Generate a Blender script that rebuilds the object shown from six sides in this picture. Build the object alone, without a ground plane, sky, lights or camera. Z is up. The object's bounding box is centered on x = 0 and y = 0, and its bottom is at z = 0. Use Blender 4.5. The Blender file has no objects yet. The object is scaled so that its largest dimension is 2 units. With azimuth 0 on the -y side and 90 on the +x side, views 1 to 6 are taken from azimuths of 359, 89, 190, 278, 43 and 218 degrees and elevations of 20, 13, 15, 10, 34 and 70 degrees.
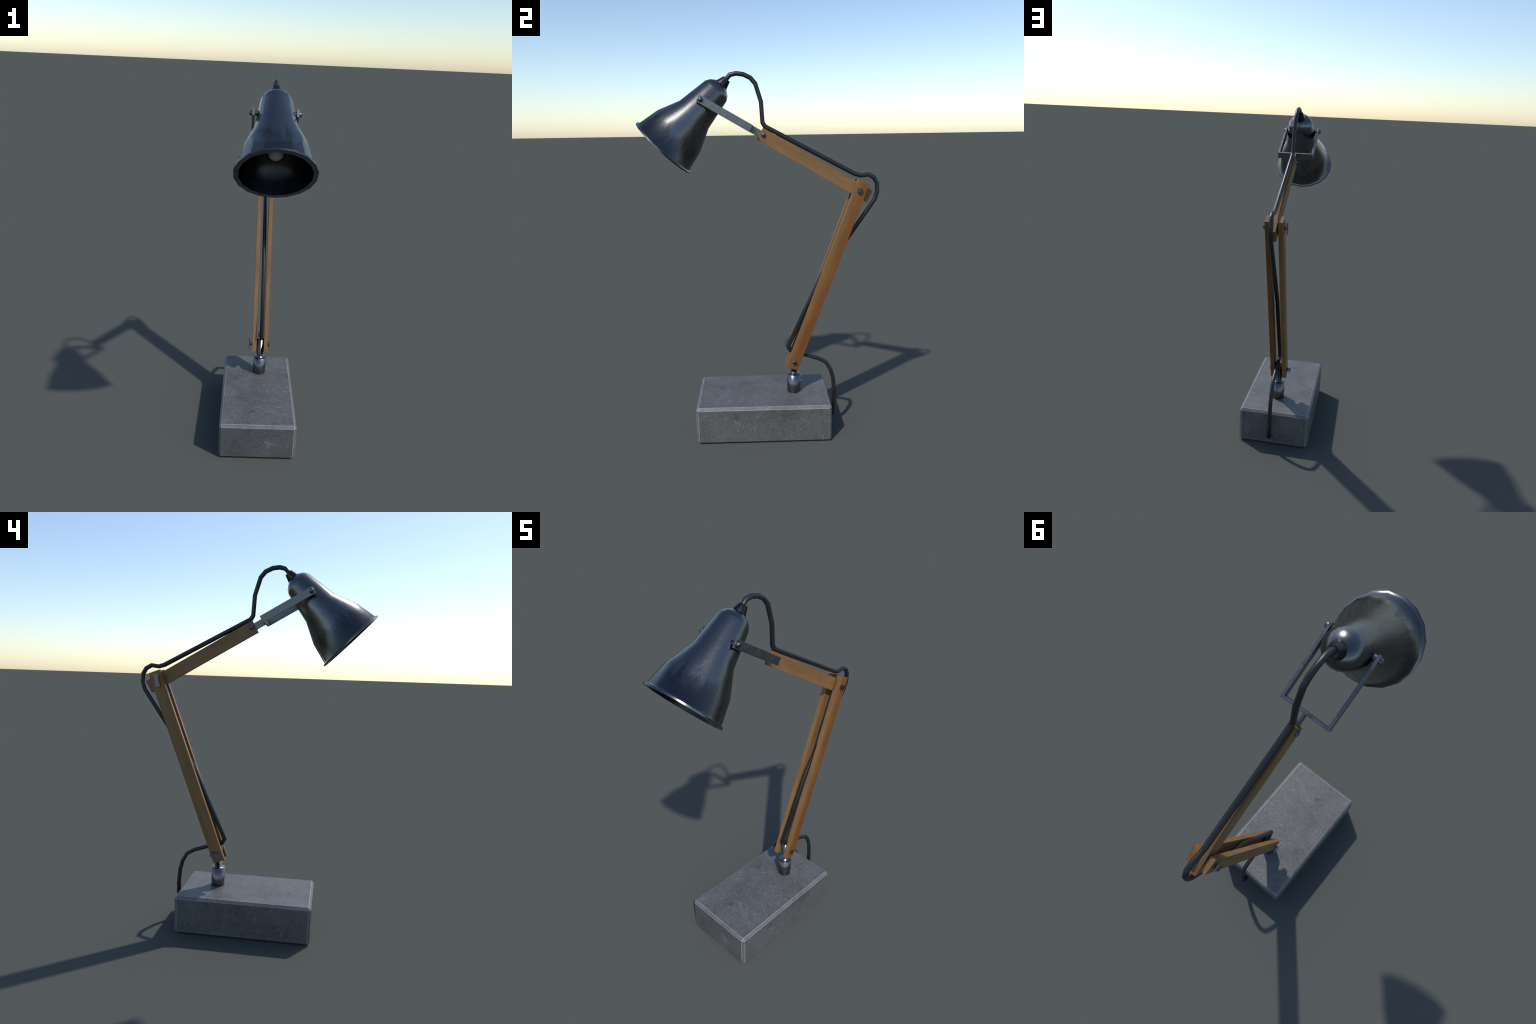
"""Desk lamp: stone block, chrome post, wooden arms, steel yoke, dark metal bell shade, black cable."""
import bpy, bmesh, math
from mathutils import Vector, Matrix

C30, S30 = math.cos(math.radians(30)), math.sin(math.radians(30))
R2 = math.sqrt(0.5)


# ------------------------------------------------------------------ materials
class Mat:
    """Small helper around a Principled material node tree (Object coordinates)."""

    def __init__(self, name, rough=0.5, metal=0.0, spec=0.5):
        self.m = bpy.data.materials.new(name)
        self.m.use_nodes = True
        self.nt = self.m.node_tree
        self.p = self.nt.nodes["Principled BSDF"]
        self.p.inputs["Roughness"].default_value = rough
        self.p.inputs["Metallic"].default_value = metal
        self.p.inputs["Specular IOR Level"].default_value = spec
        self.tc = self.nt.nodes.new("ShaderNodeTexCoord")

    def link(self, a, b):
        self.nt.links.new(a, b)

    def coords(self, scale=(1, 1, 1), rot=(0, 0, 0), loc=(0, 0, 0)):
        n = self.nt.nodes.new("ShaderNodeMapping")
        n.inputs["Scale"].default_value = scale
        n.inputs["Rotation"].default_value = rot
        n.inputs["Location"].default_value = loc
        self.link(self.tc.outputs["Object"], n.inputs["Vector"])
        return n.outputs["Vector"]

    def noise(self, vec, scale, detail=4, rough=0.55, distort=0.0):
        n = self.nt.nodes.new("ShaderNodeTexNoise")
        n.inputs["Scale"].default_value = scale
        n.inputs["Detail"].default_value = detail
        n.inputs["Roughness"].default_value = rough
        n.inputs["Distortion"].default_value = distort
        self.link(vec, n.inputs["Vector"])
        return n.outputs["Fac"]

    def voronoi(self, vec, scale, feature="F1", rand=1.0):
        n = self.nt.nodes.new("ShaderNodeTexVoronoi")
        n.feature = feature
        n.inputs["Scale"].default_value = scale
        n.inputs["Randomness"].default_value = rand
        self.link(vec, n.inputs["Vector"])
        return n.outputs["Distance"]

    def ramp(self, fac, stops):
        n = self.nt.nodes.new("ShaderNodeValToRGB")
        el = n.color_ramp.elements
        while len(el) < len(stops):
            el.new(0.5)
        for e, (pos, col) in zip(el, stops):
            e.position = pos
            if not isinstance(col, tuple):
                col = (col, col, col)
            e.color = (*col, 1)
        self.link(fac, n.inputs["Fac"])
        return n.outputs["Color"]

    def mix(self, fac, a, b, mode="MIX"):
        n = self.nt.nodes.new("ShaderNodeMix")
        n.data_type = "RGBA"
        n.blend_type = mode
        for sock, v in ((n.inputs["Factor"], fac), (n.inputs["A"], a), (n.inputs["B"], b)):
            if isinstance(v, (int, float)):
                sock.default_value = v
            elif isinstance(v, tuple):
                sock.default_value = (*v, 1)
            else:
                self.link(v, sock)
        return n.outputs["Result"]

    def math(self, op, a, b=0.0):
        n = self.nt.nodes.new("ShaderNodeMath")
        n.operation = op
        for s, v in ((n.inputs[0], a), (n.inputs[1], b)):
            if isinstance(v, (int, float)):
                s.default_value = v
            else:
                self.link(v, s)
        return n.outputs[0]

    def color(self, c):
        if isinstance(c, tuple):
            self.p.inputs["Base Color"].default_value = (*c, 1)
        else:
            self.link(c, self.p.inputs["Base Color"])

    def rough(self, r):
        self.link(r, self.p.inputs["Roughness"])

    def bump(self, h, strength, dist):
        n = self.nt.nodes.new("ShaderNodeBump")
        n.inputs["Strength"].default_value = strength
        n.inputs["Distance"].default_value = dist
        self.link(h, n.inputs["Height"])
        self.link(n.outputs["Normal"], self.p.inputs["Normal"])


def stone_material(name, worn=0.0):
    m = Mat(name, rough=0.5, spec=0.45)
    v = m.coords()
    broad = m.noise(v, 5.0, 5, 0.6)
    fine = m.noise(v, 95.0, 5, 0.75)
    c = m.ramp(broad, [(0.30, (0.074, 0.074, 0.073)), (0.52, (0.095, 0.095, 0.0945)),
                       (0.72, (0.112, 0.112, 0.112))])
    c = m.mix(0.75, c, m.ramp(fine, [(0.25, 0.42), (0.5, 1.02), (0.75, 1.55)]), "MULTIPLY")
    # dark blotches
    blot = m.ramp(m.noise(v, 17.0, 6, 0.75), [(0.54, 0.0), (0.70, 1.0)])
    c = m.mix(m.math("MULTIPLY", blot, 0.55), c, (0.038, 0.036, 0.038))
    # pale hairline veins and scratches: thin bands where a stretched noise crosses its middle
    vein_total = None
    for rot, loc, sc in ((0.45, 0.0, (5.5, 2.0, 3.0)), (-0.7, 3.1, (2.2, 5.0, 3.4)), (1.2, 7.7, (6.0, 3.0, 6.0))):
        vv = m.coords(scale=sc, rot=(0.3, 0.2, rot), loc=(loc, loc * 0.7, -loc))
        n = m.noise(vv, 1.5, 2, 0.5, 0.0)
        line = m.ramp(m.math("ABSOLUTE", m.math("SUBTRACT", n, 0.5)), [(0.0, 1.0), (0.007, 0.0)])
        gate = m.ramp(m.noise(m.coords(loc=(loc + 5, loc, 1)), 15.0, 2), [(0.54, 0.0), (0.66, 1.0)])
        line = m.math("MULTIPLY", line, gate)
        vein_total = line if vein_total is None else m.math("MAXIMUM", vein_total, line)
    # small pale flecks
    fl = m.ramp(m.noise(m.coords(loc=(9, 2, 4)), 32.0, 4, 0.65, 0.15), [(0.615, 0.0), (0.70, 1.0)])
    vein_total = m.math("MAXIMUM", vein_total, m.math("MULTIPLY", fl, 0.8))
    c = m.mix(m.math("MULTIPLY", vein_total, 0.6), c, (0.20, 0.20, 0.21))
    if worn:
        w = m.ramp(m.noise(m.coords(loc=(1, 8, 3)), 30.0, 3), [(0.25, 0.45), (0.55, 1.0)])
        c = m.mix(m.math("MULTIPLY", w, worn), c, (0.31, 0.31, 0.325))
    m.color(c)
    m.rough(m.ramp(fine, [(0.3, 0.42), (0.7, 0.6)]))
    m.bump(fine, 0.25, 0.002)
    return m.m


def wood_material(name, tan, orange, drift):
    """Grain runs along local Y of the plank; drift turns it from tan (-Z edge) to orange (+Z edge)."""
    m = Mat(name, rough=0.48, spec=0.42)
    grain = m.noise(m.coords(scale=(60, 2.6, 60)), 1.0, 6, 0.62, 0.35)
    broad = m.noise(m.coords(scale=(14, 2.2, 14), loc=(3, 1, 2)), 1.0, 3, 0.5, 0.5)
    patch = m.noise(m.coords(scale=(20, 5, 20), loc=(7, 3, 5)), 1.0, 4, 0.6, 0.6)
    hue = m.math("MULTIPLY", m.ramp(broad, [(0.35, 0.0), (0.68, 0.28)]), 1.0)
    if drift:
        sep = m.nt.nodes.new("ShaderNodeSeparateXYZ")
        m.link(m.coords(), sep.inputs[0])
        z = m.math("MULTIPLY_ADD", sep.outputs["Z"], drift)
        z.node.inputs[2].default_value = 0.62
        low = m.math("MULTIPLY_ADD", sep.outputs["Y"], -0.55)     # redder towards the foot of the arm
        low.node.inputs[2].default_value = 0.32
        hue = m.math("ADD", hue, m.math("ADD", z, m.math("MAXIMUM", low, 0.0)))
    c = m.mix(m.math("MINIMUM", m.math("MAXIMUM", hue, 0.0), 1.0), tan, orange)
    c = m.mix(0.8, c, m.ramp(patch, [(0.25, 0.72), (0.5, 1.0), (0.75, 1.20)]), "MULTIPLY")
    c = m.mix(0.55, c, m.ramp(grain, [(0.25, 0.66), (0.5, 1.0), (0.78, 1.25)]), "MULTIPLY")
    pore = m.ramp(m.noise(m.coords(scale=(190, 26, 190)), 1.0, 2, 0.5), [(0.66, 0.0), (0.76, 1.0)])
    c = m.mix(m.math("MULTIPLY", pore, 0.42), c, (0.055, 0.028, 0.012))
    m.color(c)
    m.rough(m.ramp(grain, [(0.3, 0.40), (0.7, 0.56)]))
    m.bump(grain, 0.15, 0.0015)
    return m.m


def shade_material(name, dark_band, depth=1.0):
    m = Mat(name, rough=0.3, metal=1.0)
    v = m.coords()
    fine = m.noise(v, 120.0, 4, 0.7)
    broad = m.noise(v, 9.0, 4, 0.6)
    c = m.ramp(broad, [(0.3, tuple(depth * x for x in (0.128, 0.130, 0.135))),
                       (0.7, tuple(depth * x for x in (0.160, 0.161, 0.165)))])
    # pale dust specks
    spk = m.ramp(m.voronoi(v, 75.0), [(0.07, 1.0), (0.15, 0.0)])
    gate = m.ramp(m.noise(m.coords(loc=(4, 4, 1)), 22.0, 3, 0.6), [(0.50, 0.0), (0.64, 1.0)])
    spk = m.math("MULTIPLY", spk, gate)
    c = m.mix(m.math("MULTIPLY", spk, 0.35), c, (0.30, 0.27, 0.23))
    # ragged dark band above the rim, drawn out into streaks along the bell
    sep = m.nt.nodes.new("ShaderNodeSeparateXYZ")
    m.link(v, sep.inputs[0])
    streak = m.noise(m.coords(scale=(24, 24, 5), loc=(2, 5, 1)), 1.0, 4, 0.6, 0.4)
    edge = m.math("ADD", sep.outputs["Z"], m.math("MULTIPLY", m.math("SUBTRACT", streak, 0.5), 0.30))
    band = m.ramp(m.math("MULTIPLY", edge, -1.0), [(0.180, 0.0), (0.240, 1.0)])
    if dark_band:
        c = m.mix(m.math("MULTIPLY", band, 0.58), c, (0.038, 0.039, 0.043))
    c = m.mix(m.math("MULTIPLY", spk, 0.3), c, (0.30, 0.27, 0.23))
    m.color(c)
    r = m.ramp(fine, [(0.25, 0.22), (0.75, 0.32)])
    r = m.mix(m.math("MULTIPLY", spk, 0.8), r, (0.7, 0.7, 0.7))
    m.rough(r)
    return m.m


def steel_material(name, col, lo, hi, scale=60.0):
    m = Mat(name, metal=1.0)
    n = m.noise(m.coords(), scale, 4, 0.6)
    m.color(m.ramp(n, [(0.3, tuple(x * 0.86 for x in col)), (0.7, tuple(x * 1.12 for x in col))]))
    m.rough(m.ramp(n, [(0.3, lo), (0.7, hi)]))
    m.bump(n, 0.08, 0.001)
    return m.m


def plain_material(name, col, rough, spec=0.5, var=0.12):
    m = Mat(name, rough=rough, spec=spec)
    n = m.noise(m.coords(), 70.0, 4, 0.6)
    m.color(m.ramp(n, [(0.3, tuple(x * (1 - var) for x in col)), (0.7, tuple(x * (1 + var) for x in col))]))
    m.rough(m.ramp(n, [(0.3, rough * 0.9), (0.7, min(1, rough * 1.1))]))
    return m.m


STONE = stone_material("grey_stone")
STONE_CHAMFER = stone_material("grey_stone_chamfer", worn=0.10)
STONE_WORN = stone_material("worn_stone_edge", worn=0.55)
TAN, ORANGE = (0.216, 0.119, 0.044), (0.168, 0.061, 0.0125)
WOOD_TAN = wood_material("tan_wood", TAN, ORANGE, 0.0)
WOOD_ORANGE = wood_material("orange_wood", TAN, ORANGE, 18.0)
SHADE = shade_material("dark_enamelled_metal", True)
SHADE_PLAIN = shade_material("dark_enamelled_metal_lip", False)
SHADE_INSIDE = shade_material("shade_darkened_enamel_inside", False, 0.2)  # colour cut to a fifth to bake in the bell's inner shadow
STEEL = steel_material("galvanised_steel", (0.190, 0.198, 0.207), 0.36, 0.48)
CHROME = steel_material("polished_steel", (0.150, 0.153, 0.158), 0.24, 0.33, 90.0)
BOLT = steel_material("dark_bolt_steel", (0.14, 0.145, 0.155), 0.26, 0.40, 90.0)
RUBBER = plain_material("black_rubber", (0.0125, 0.0130, 0.0150), 0.42)
GLAND = steel_material("black_metal", (0.045, 0.046, 0.050), 0.26, 0.36)
GLASS = plain_material("frosted_bulb_glass", (0.36, 0.33, 0.29), 0.4, var=0.02)  # whitish glass tinted down for the dim light inside the mouth
INSERT = plain_material("dark_socket", (0.03, 0.03, 0.032), 0.5)

# ------------------------------------------------------------------ builders
lamp = bpy.data.objects.new("desk_lamp", None)
bpy.context.scene.collection.objects.link(lamp)
lamp["label"] = "wooden-armed desk lamp with dark bell shade on stone block"
lamp["category"] = "desk lamp"


def add(name, bm, mats, parent=None, smooth_angle=None, matrix=None):
    me = bpy.data.meshes.new(name)
    bmesh.ops.recalc_face_normals(bm, faces=bm.faces)
    bm.to_mesh(me)
    bm.free()
    for m in mats if isinstance(mats, (list, tuple)) else [mats]:
        me.materials.append(m)
    ob = bpy.data.objects.new(name, me)
    bpy.context.scene.collection.objects.link(ob)
    ob.parent = parent or lamp
    if matrix is not None:
        ob.matrix_local = matrix
    if smooth_angle:
        me.shade_smooth()
        me.set_sharp_from_angle(angle=math.radians(smooth_angle))
    return ob


def bevel(bm, width, segments=1, edges=None):
    return bmesh.ops.bevel(bm, geom=list(edges or bm.edges), offset=width, segments=segments,
                           affect="EDGES", profile=0.5, clamp_overlap=True)["faces"]


def box(bm, lo, hi):
    vs = bmesh.ops.create_cube(bm, size=1.0)["verts"]
    for v in vs:
        v.co = Vector([(l + h) / 2 + c * (h - l) for l, h, c in zip(lo, hi, v.co)])
    return vs


def lathe(bm, profile, sides, phase=0.0, closed=False):
    """Revolve (radius, height) pairs about local Z; radius 0 makes a pole."""
    rings = []
    for r, h in profile:
        if r <= 1e-6:
            rings.append([bm.verts.new((0, 0, h))])
        else:
            rings.append([bm.verts.new((r * math.cos(phase + 2 * math.pi * i / sides),
                                        r * math.sin(phase + 2 * math.pi * i / sides), h))
                          for i in range(sides)])
    pairs = list(zip(rings[:-1], rings[1:]))
    if closed:
        pairs.append((rings[-1], rings[0]))
    for a, b in pairs:
        for i in range(sides):
            j = (i + 1) % sides
            q = [a[i % len(a)], a[j % len(a)], b[j % len(b)], b[i % len(b)]]
            bm.faces.new(list(dict.fromkeys(q)))


def frame(origin, x, y, z):
    m = Matrix.Identity(4)
    for i, a in enumerate((x, y, z)):
        m.col[i][:3] = a
    m.col[3][:3] = origin
    return m


# ------------------------------------------------------------------ stone base
bm = bmesh.new()
box(bm, (-0.2122, -0.3803, 0.0), (0.2118, 0.3723, 0.2150))
chamfer = bevel(bm, 0.0135)
for f in bm.faces:
    n = f.normal
    f.material_index = 0 if max(abs(n.x), abs(n.y), abs(n.z)) > 0.99 else 1
for f in bevel(bm, 0.0022):          # thin worn arrises along every chamfer line
    f.material_index = 2
add("stone_base", bm, [STONE, STONE_CHAMFER, STONE_WORN])

# ------------------------------------------------------------------ chrome post
POST = Vector((0.0115, 0.174, 0.0))
bm = bmesh.new()
# collar and rod are one turned piece; the edges are eased, so shading runs round them
lathe(bm, [(0.0368, 0.2080), (0.0386, 0.2130), (0.0388, 0.3242), (0.0357, 0.3249), (0.0218, 0.3256),
           (0.0218, 0.4500), (0.0, 0.4500)], 24)
add("post", bm, CHROME, smooth_angle=120, matrix=Matrix.Translation(POST))

# ------------------------------------------------------------------ wooden arms
A20 = math.radians(20)
LOW_DIR = Vector((0, math.sin(A20), math.cos(A20)))       # up the lower arm
LOW_SIDE = Vector((0, math.cos(A20), -math.sin(A20)))     # towards the back edge
LOW_BASE = Vector((0, 0.1613, 0.3714))
LOW_LEN, LOW_W = 1.1275, 0.0678
UP_DIR = Vector((0, C30, -S30))                           # from lamp end down to the elbow
UP_SIDE = Vector((0, S30, C30))
UP_BASE = Vector((0, -0.0010, 1.6851))
UP_LEN, UP_W = 0.6795, 0.0698


def plank(name, base, along, side, x0, x1, width, length, pick):
    bm = bmesh.new()
    box(bm, (-(x1 - x0) / 2, 0, -width / 2), ((x1 - x0) / 2, length, width / 2))
    bm.faces.ensure_lookup_table()
    for f in bm.faces:
        f.material_index = pick(f.normal)
    bevel(bm, 0.0007)
    o = base + Vector(((x0 + x1) / 2, 0, 0))
    return add(name, bm, [WOOD_TAN, WOOD_ORANGE], matrix=frame(o, Vector((1, 0, 0)), along, side))


plank("wooden_arm", LOW_BASE, LOW_DIR, LOW_SIDE, 0.0335, 0.0576, LOW_W, LOW_LEN,
      lambda n: 1)
plank("wooden_arm", LOW_BASE, LOW_DIR, LOW_SIDE, -0.0384, -0.0128, LOW_W, LOW_LEN, lambda n: 0)
plank("wooden_arm", UP_BASE, UP_DIR, UP_SIDE, -0.0052, 0.0243, UP_W, UP_LEN,
              lambda n: 0)

# ------------------------------------------------------------------ bolts
X_AXIS = Matrix.Rotation(math.radians(90), 4, "Y")


def square_bolt(name, x0, x1, y, z, side, spin):
    """Square head standing proud of the wood along +x."""
    bm = bmesh.new()
    h = side / 2
    box(bm, (0, -h, -h), (x1 - x0, h, h))
    bevel(bm, 0.0006, edges=[e for e in bm.edges if max(v.co.x for v in e.verts) > 1e-5])
    return add(name, bm, BOLT, matrix=Matrix.Translation((x0, y, z)) @ Matrix.Rotation(spin, 4, "X"))


def rod(name, x0, x1, y, z, r, sides=12, mat=BOLT):
    bm = bmesh.new()
    lathe(bm, [(0, 0), (r, 0), (r, x1 - x0), (0, x1 - x0)], sides)
    return add(name, bm, mat, smooth_angle=40, matrix=Matrix.Translation((x0, y, z)) @ X_AXIS)


def dome_bolt(name, x0, height, y, z, r, sign):
    """Rounded rivet head sitting on a plate, pointing along +x or -x."""
    prof = [(0, 0), (r, 0), (r, height * 0.35), (r * 0.88, height * 0.74), (r * 0.52, height * 0.96), (0, height)]
    bm = bmesh.new()
    lathe(bm, prof, 12, math.pi / 12)
    m = Matrix.Translation((x0, y, z)) @ Matrix.Rotation(math.radians(90 * sign), 4, "Y")
    return add(name, bm, BOLT, smooth_angle=80, matrix=m)


def wing_nut(x0, x1, y, z, tilt, neck_x):
    """Flat bow-tie thumb plate on a short round neck."""
    h, w, k = 0.0345, 0.0152, 0.0112
    steps = 8
    outline = []
    for s in (1, -1):
        for i in range(steps + 1):
            u = -1 + 2 * i / steps
            half = k + (w - k) * abs(u) ** 1.6
            outline.append((s * half, s * u * h))
    bm = bmesh.new()
    lo = [bm.verts.new((0, a, b)) for a, b in outline]
    hi = [bm.verts.new((x1 - x0, a, b)) for a, b in outline]
    bm.faces.new(lo)
    bm.faces.new(hi)
    for i in range(len(lo)):
        j = (i + 1) % len(lo)
        bm.faces.new((lo[i], lo[j], hi[j], hi[i]))
    plate = add("wing_nut", bm, STEEL,
                matrix=Matrix.Translation((x0, y, z)) @ Matrix.Rotation(tilt, 4, "X"))
    bm = bmesh.new()
    lathe(bm, [(0, 0), (0.0098, 0), (0.0098, neck_x - x1), (0, neck_x - x1)], 12)
    neck = add("wing_nut_neck", bm, BOLT, parent=plate, smooth_angle=40)
    neck.matrix_local = Matrix.Rotation(-tilt, 4, "X") @ Matrix.Translation((x1 - x0 - 0.001, 0, 0)) @ X_AXIS


LOW_BOLT = (0.1751, 0.4122)
TOP_BOLT = (0.5262, 1.3832)
square_bolt("square_bolt", 0.0555, 0.0692, *LOW_BOLT, 0.0215, math.radians(20))
square_bolt("square_bolt", 0.0555, 0.0712, *TOP_BOLT, 0.0220, math.radians(-10))
rod("bolt_shank", -0.045, 0.058, *LOW_BOLT, 0.0070)
rod("bolt_shank", -0.045, 0.058, *TOP_BOLT, 0.0070)
wing_nut(-0.0595, -0.0545, *LOW_BOLT, math.radians(-90 + 12.8), -0.036)
wing_nut(-0.0570, -0.0520, *TOP_BOLT, math.radians(-11), -0.036)
FAR_BOLT = (0.0186, 1.6785)
dome_bolt("rivet", 0.0238, 0.0118, *FAR_BOLT, 0.0118, 1)
dome_bolt("rivet", -0.0047, 0.0118, *FAR_BOLT, 0.0118, -1)

# ------------------------------------------------------------------ steel yoke
# local frame: X across, Y along the arm towards the elbow, Z up across the strip
YX = 0.0088
PIV = (-0.2962, 1.8556)
bm = bmesh.new()
half, th, hh = 0.1065, 0.0110, 0.0193
y_end, y_bar = -0.3565, -0.0516        # arm-end and cross-bar outer face, measured from the arm's lamp end
path = [(-half, y_end), (-half, y_bar), (half, y_bar), (half, y_end),
        (half - th, y_end), (half - th, y_bar - th), (-half + th, y_bar - th), (-half + th, y_end)]
lo = [bm.verts.new((x, y, -hh)) for x, y in path]
hi = [bm.verts.new((x, y, hh)) for x, y in path]
for i in range(8):
    j = (i + 1) % 8
    bm.faces.new((lo[i], lo[j], hi[j], hi[i]))
for ring in (lo, hi):
    for a, b, c, d in ((0, 1, 6, 7), (1, 2, 5, 6), (2, 3, 4, 5)):
        bm.faces.new((ring[a], ring[b], ring[c], ring[d]))
bevel(bm, 0.0006, edges=[e for e in bm.edges if len(e.link_faces) == 2 and e.calc_face_angle() > 0.5])
YOKE = frame(UP_BASE + Vector((YX, 0, 0)), Vector((1, 0, 0)), UP_DIR, UP_SIDE)
yoke = add("yoke", bm, STEEL, matrix=YOKE)
bm = bmesh.new()
box(bm, (-0.0050, y_bar - 0.001, -hh + 0.0008), (0.0050, 0.02, hh - 0.0008))
stem = add("yoke_stem", bm, STEEL, parent=yoke)

for s in (1, -1):
    face = YX + s * (half - 0.0003)
    dome_bolt("pivot_bolt", face, 0.0140, *PIV, 0.0133, s)
    x_in, x_out = sorted((YX + s * 0.080, YX + s * (half - 0.005)))
    rod("pivot_spacer", x_in, x_out, *PIV, 0.0118)

# ------------------------------------------------------------------ bell shade
AX = Vector((0, R2, R2))                    # from the mouth up to the gland
NR = Vector((0, R2, -R2))                   # perpendicular, towards the lower back
SHADE_O = Vector((0.0125, PIV[0], PIV[1])) + NR * 0.0176
SHADE_M = frame(SHADE_O, Vector((1, 0, 0)), AX.cross(Vector((1, 0, 0))), AX)
SIDES, PHASE = 18, math.radians(10)
outer = [(0.0, 0.1335), (0.0350, 0.1276), (0.0606, 0.1080), (0.0744, 0.0852), (0.1012, -0.0800),
         (0.1511, -0.1945), (0.1752, -0.3068)]
lip = [(0.1856, -0.3122), (0.1862, -0.3200), (0.1645, -0.3200)]
inner = [(0.1510, -0.2620), (0.1320, -0.2200), (0.1010, -0.1800), (0.0600, -0.1500), (0.0, -0.1450)]
bm = bmesh.new()
lathe(bm, outer + lip + inner, SIDES, PHASE)
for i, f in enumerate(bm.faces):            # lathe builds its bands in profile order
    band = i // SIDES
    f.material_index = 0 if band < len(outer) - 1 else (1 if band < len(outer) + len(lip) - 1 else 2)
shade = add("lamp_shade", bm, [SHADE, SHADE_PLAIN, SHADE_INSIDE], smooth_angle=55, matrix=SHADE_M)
# cable gland on top of the shade
bm = bmesh.new()
lathe(bm, [(0, 0.1200), (0.0352, 0.1200), (0.0345, 0.1262), (0.0213, 0.1660), (0.0195, 0.1672), (0, 0.1672)],
      SIDES, PHASE)
add("cable_gland", bm, GLAND, parent=shade, smooth_angle=35)
# bulb holder cup and bulb
bm = bmesh.new()
lathe(bm, [(0, -0.140), (0.050, -0.140), (0.050, -0.220), (0.046, -0.220), (0.044, -0.165), (0, -0.165)], 18)
add("bulb_holder", bm, INSERT, parent=shade, smooth_angle=40)
bm = bmesh.new()
prof = [(0.0365 * math.sin(math.pi * i / 12), -0.206 - 0.032 * math.cos(math.pi * i / 12)) for i in range(13)]
prof = [(0, -0.140), (0.020, -0.140), (0.020, -0.170)] + [p for p in reversed(prof) if p[1] < -0.175]
lathe(bm, prof, 20)
add("bulb", bm, GLASS, parent=shade, smooth_angle=60)

# ------------------------------------------------------------------ cable
CABLE_R = 0.0121
cable_points = [
    (0.0122, -0.1830, 1.9490), (0.0120, -0.1640, 1.9668), (0.0116, -0.1500, 1.9821), (0.0116, -0.1190, 1.9887),
    (0.0116, -0.0825, 1.9840), (0.0120, -0.0453, 1.9666), (0.0125, -0.0200, 1.9368), (0.0135, 0.0079, 1.8463),
    (0.0150, 0.0142, 1.7420), (0.0156, 0.0268, 1.7216), (0.0172, 0.5045, 1.4690), (0.0178, 0.5374, 1.4596),
    (0.0175, 0.5785, 1.4648), (0.0165, 0.6093, 1.4476), (0.0145, 0.6275, 1.4172), (0.0132, 0.6284, 1.3703),
    (0.0130, 0.6153, 1.3300), (0.0142, 0.3292, 0.9075), (0.0160, 0.1421, 0.4920), (0.0158, 0.1545, 0.4680),
    (0.0172, 0.2398, 0.4413), (0.0172, 0.3177, 0.4150), (0.0165, 0.3627, 0.3891), (0.0160, 0.3878, 0.3440),
    (0.0162, 0.4022, 0.2914), (0.0162, 0.4105, 0.2088), (0.0162, 0.4103, 0.1548), (0.0180, 0.4030, 0.0690),
    (0.0185, 0.3920, 0.0590), (0.0185, 0.3600, 0.0560),
]


def tube(name, pts, radius, sides, mat):
    pts = [Vector(p) for p in pts]
    bm = bmesh.new()
    rings = []
    side = Vector((1, 0, 0))
    for i, p in enumerate(pts):
        r = radius(i)
        a = (p - pts[i - 1]).normalized() if i else (pts[1] - p).normalized()
        b = (pts[i + 1] - p).normalized() if i + 1 < len(pts) else a
        t = (a + b).normalized()
        miter = 1.0 / max(0.75, t.dot(a))
        side = (side - t * side.dot(t)).normalized()
        up = t.cross(side)
        ring = []
        for k in range(sides):
            w = 2 * math.pi * (k + 0.5) / sides
            ring.append(bm.verts.new(p + side * (r * math.cos(w)) + up * (r * miter * math.sin(w))))
        rings.append(ring)
    for a, b in zip(rings[:-1], rings[1:]):
        for k in range(sides):
            j = (k + 1) % sides
            bm.faces.new((a[k], a[j], b[j], b[k]))
    bm.faces.new(rings[0])
    bm.faces.new(rings[-1])
    return add(name, bm, mat, smooth_angle=65)


# the run lying on the upper arm is slightly fatter than the free loops
tube("power_cable", cable_points, lambda i: CABLE_R * (1.06 if 9 <= i <= 10 else 1.0), 8, RUBBER)
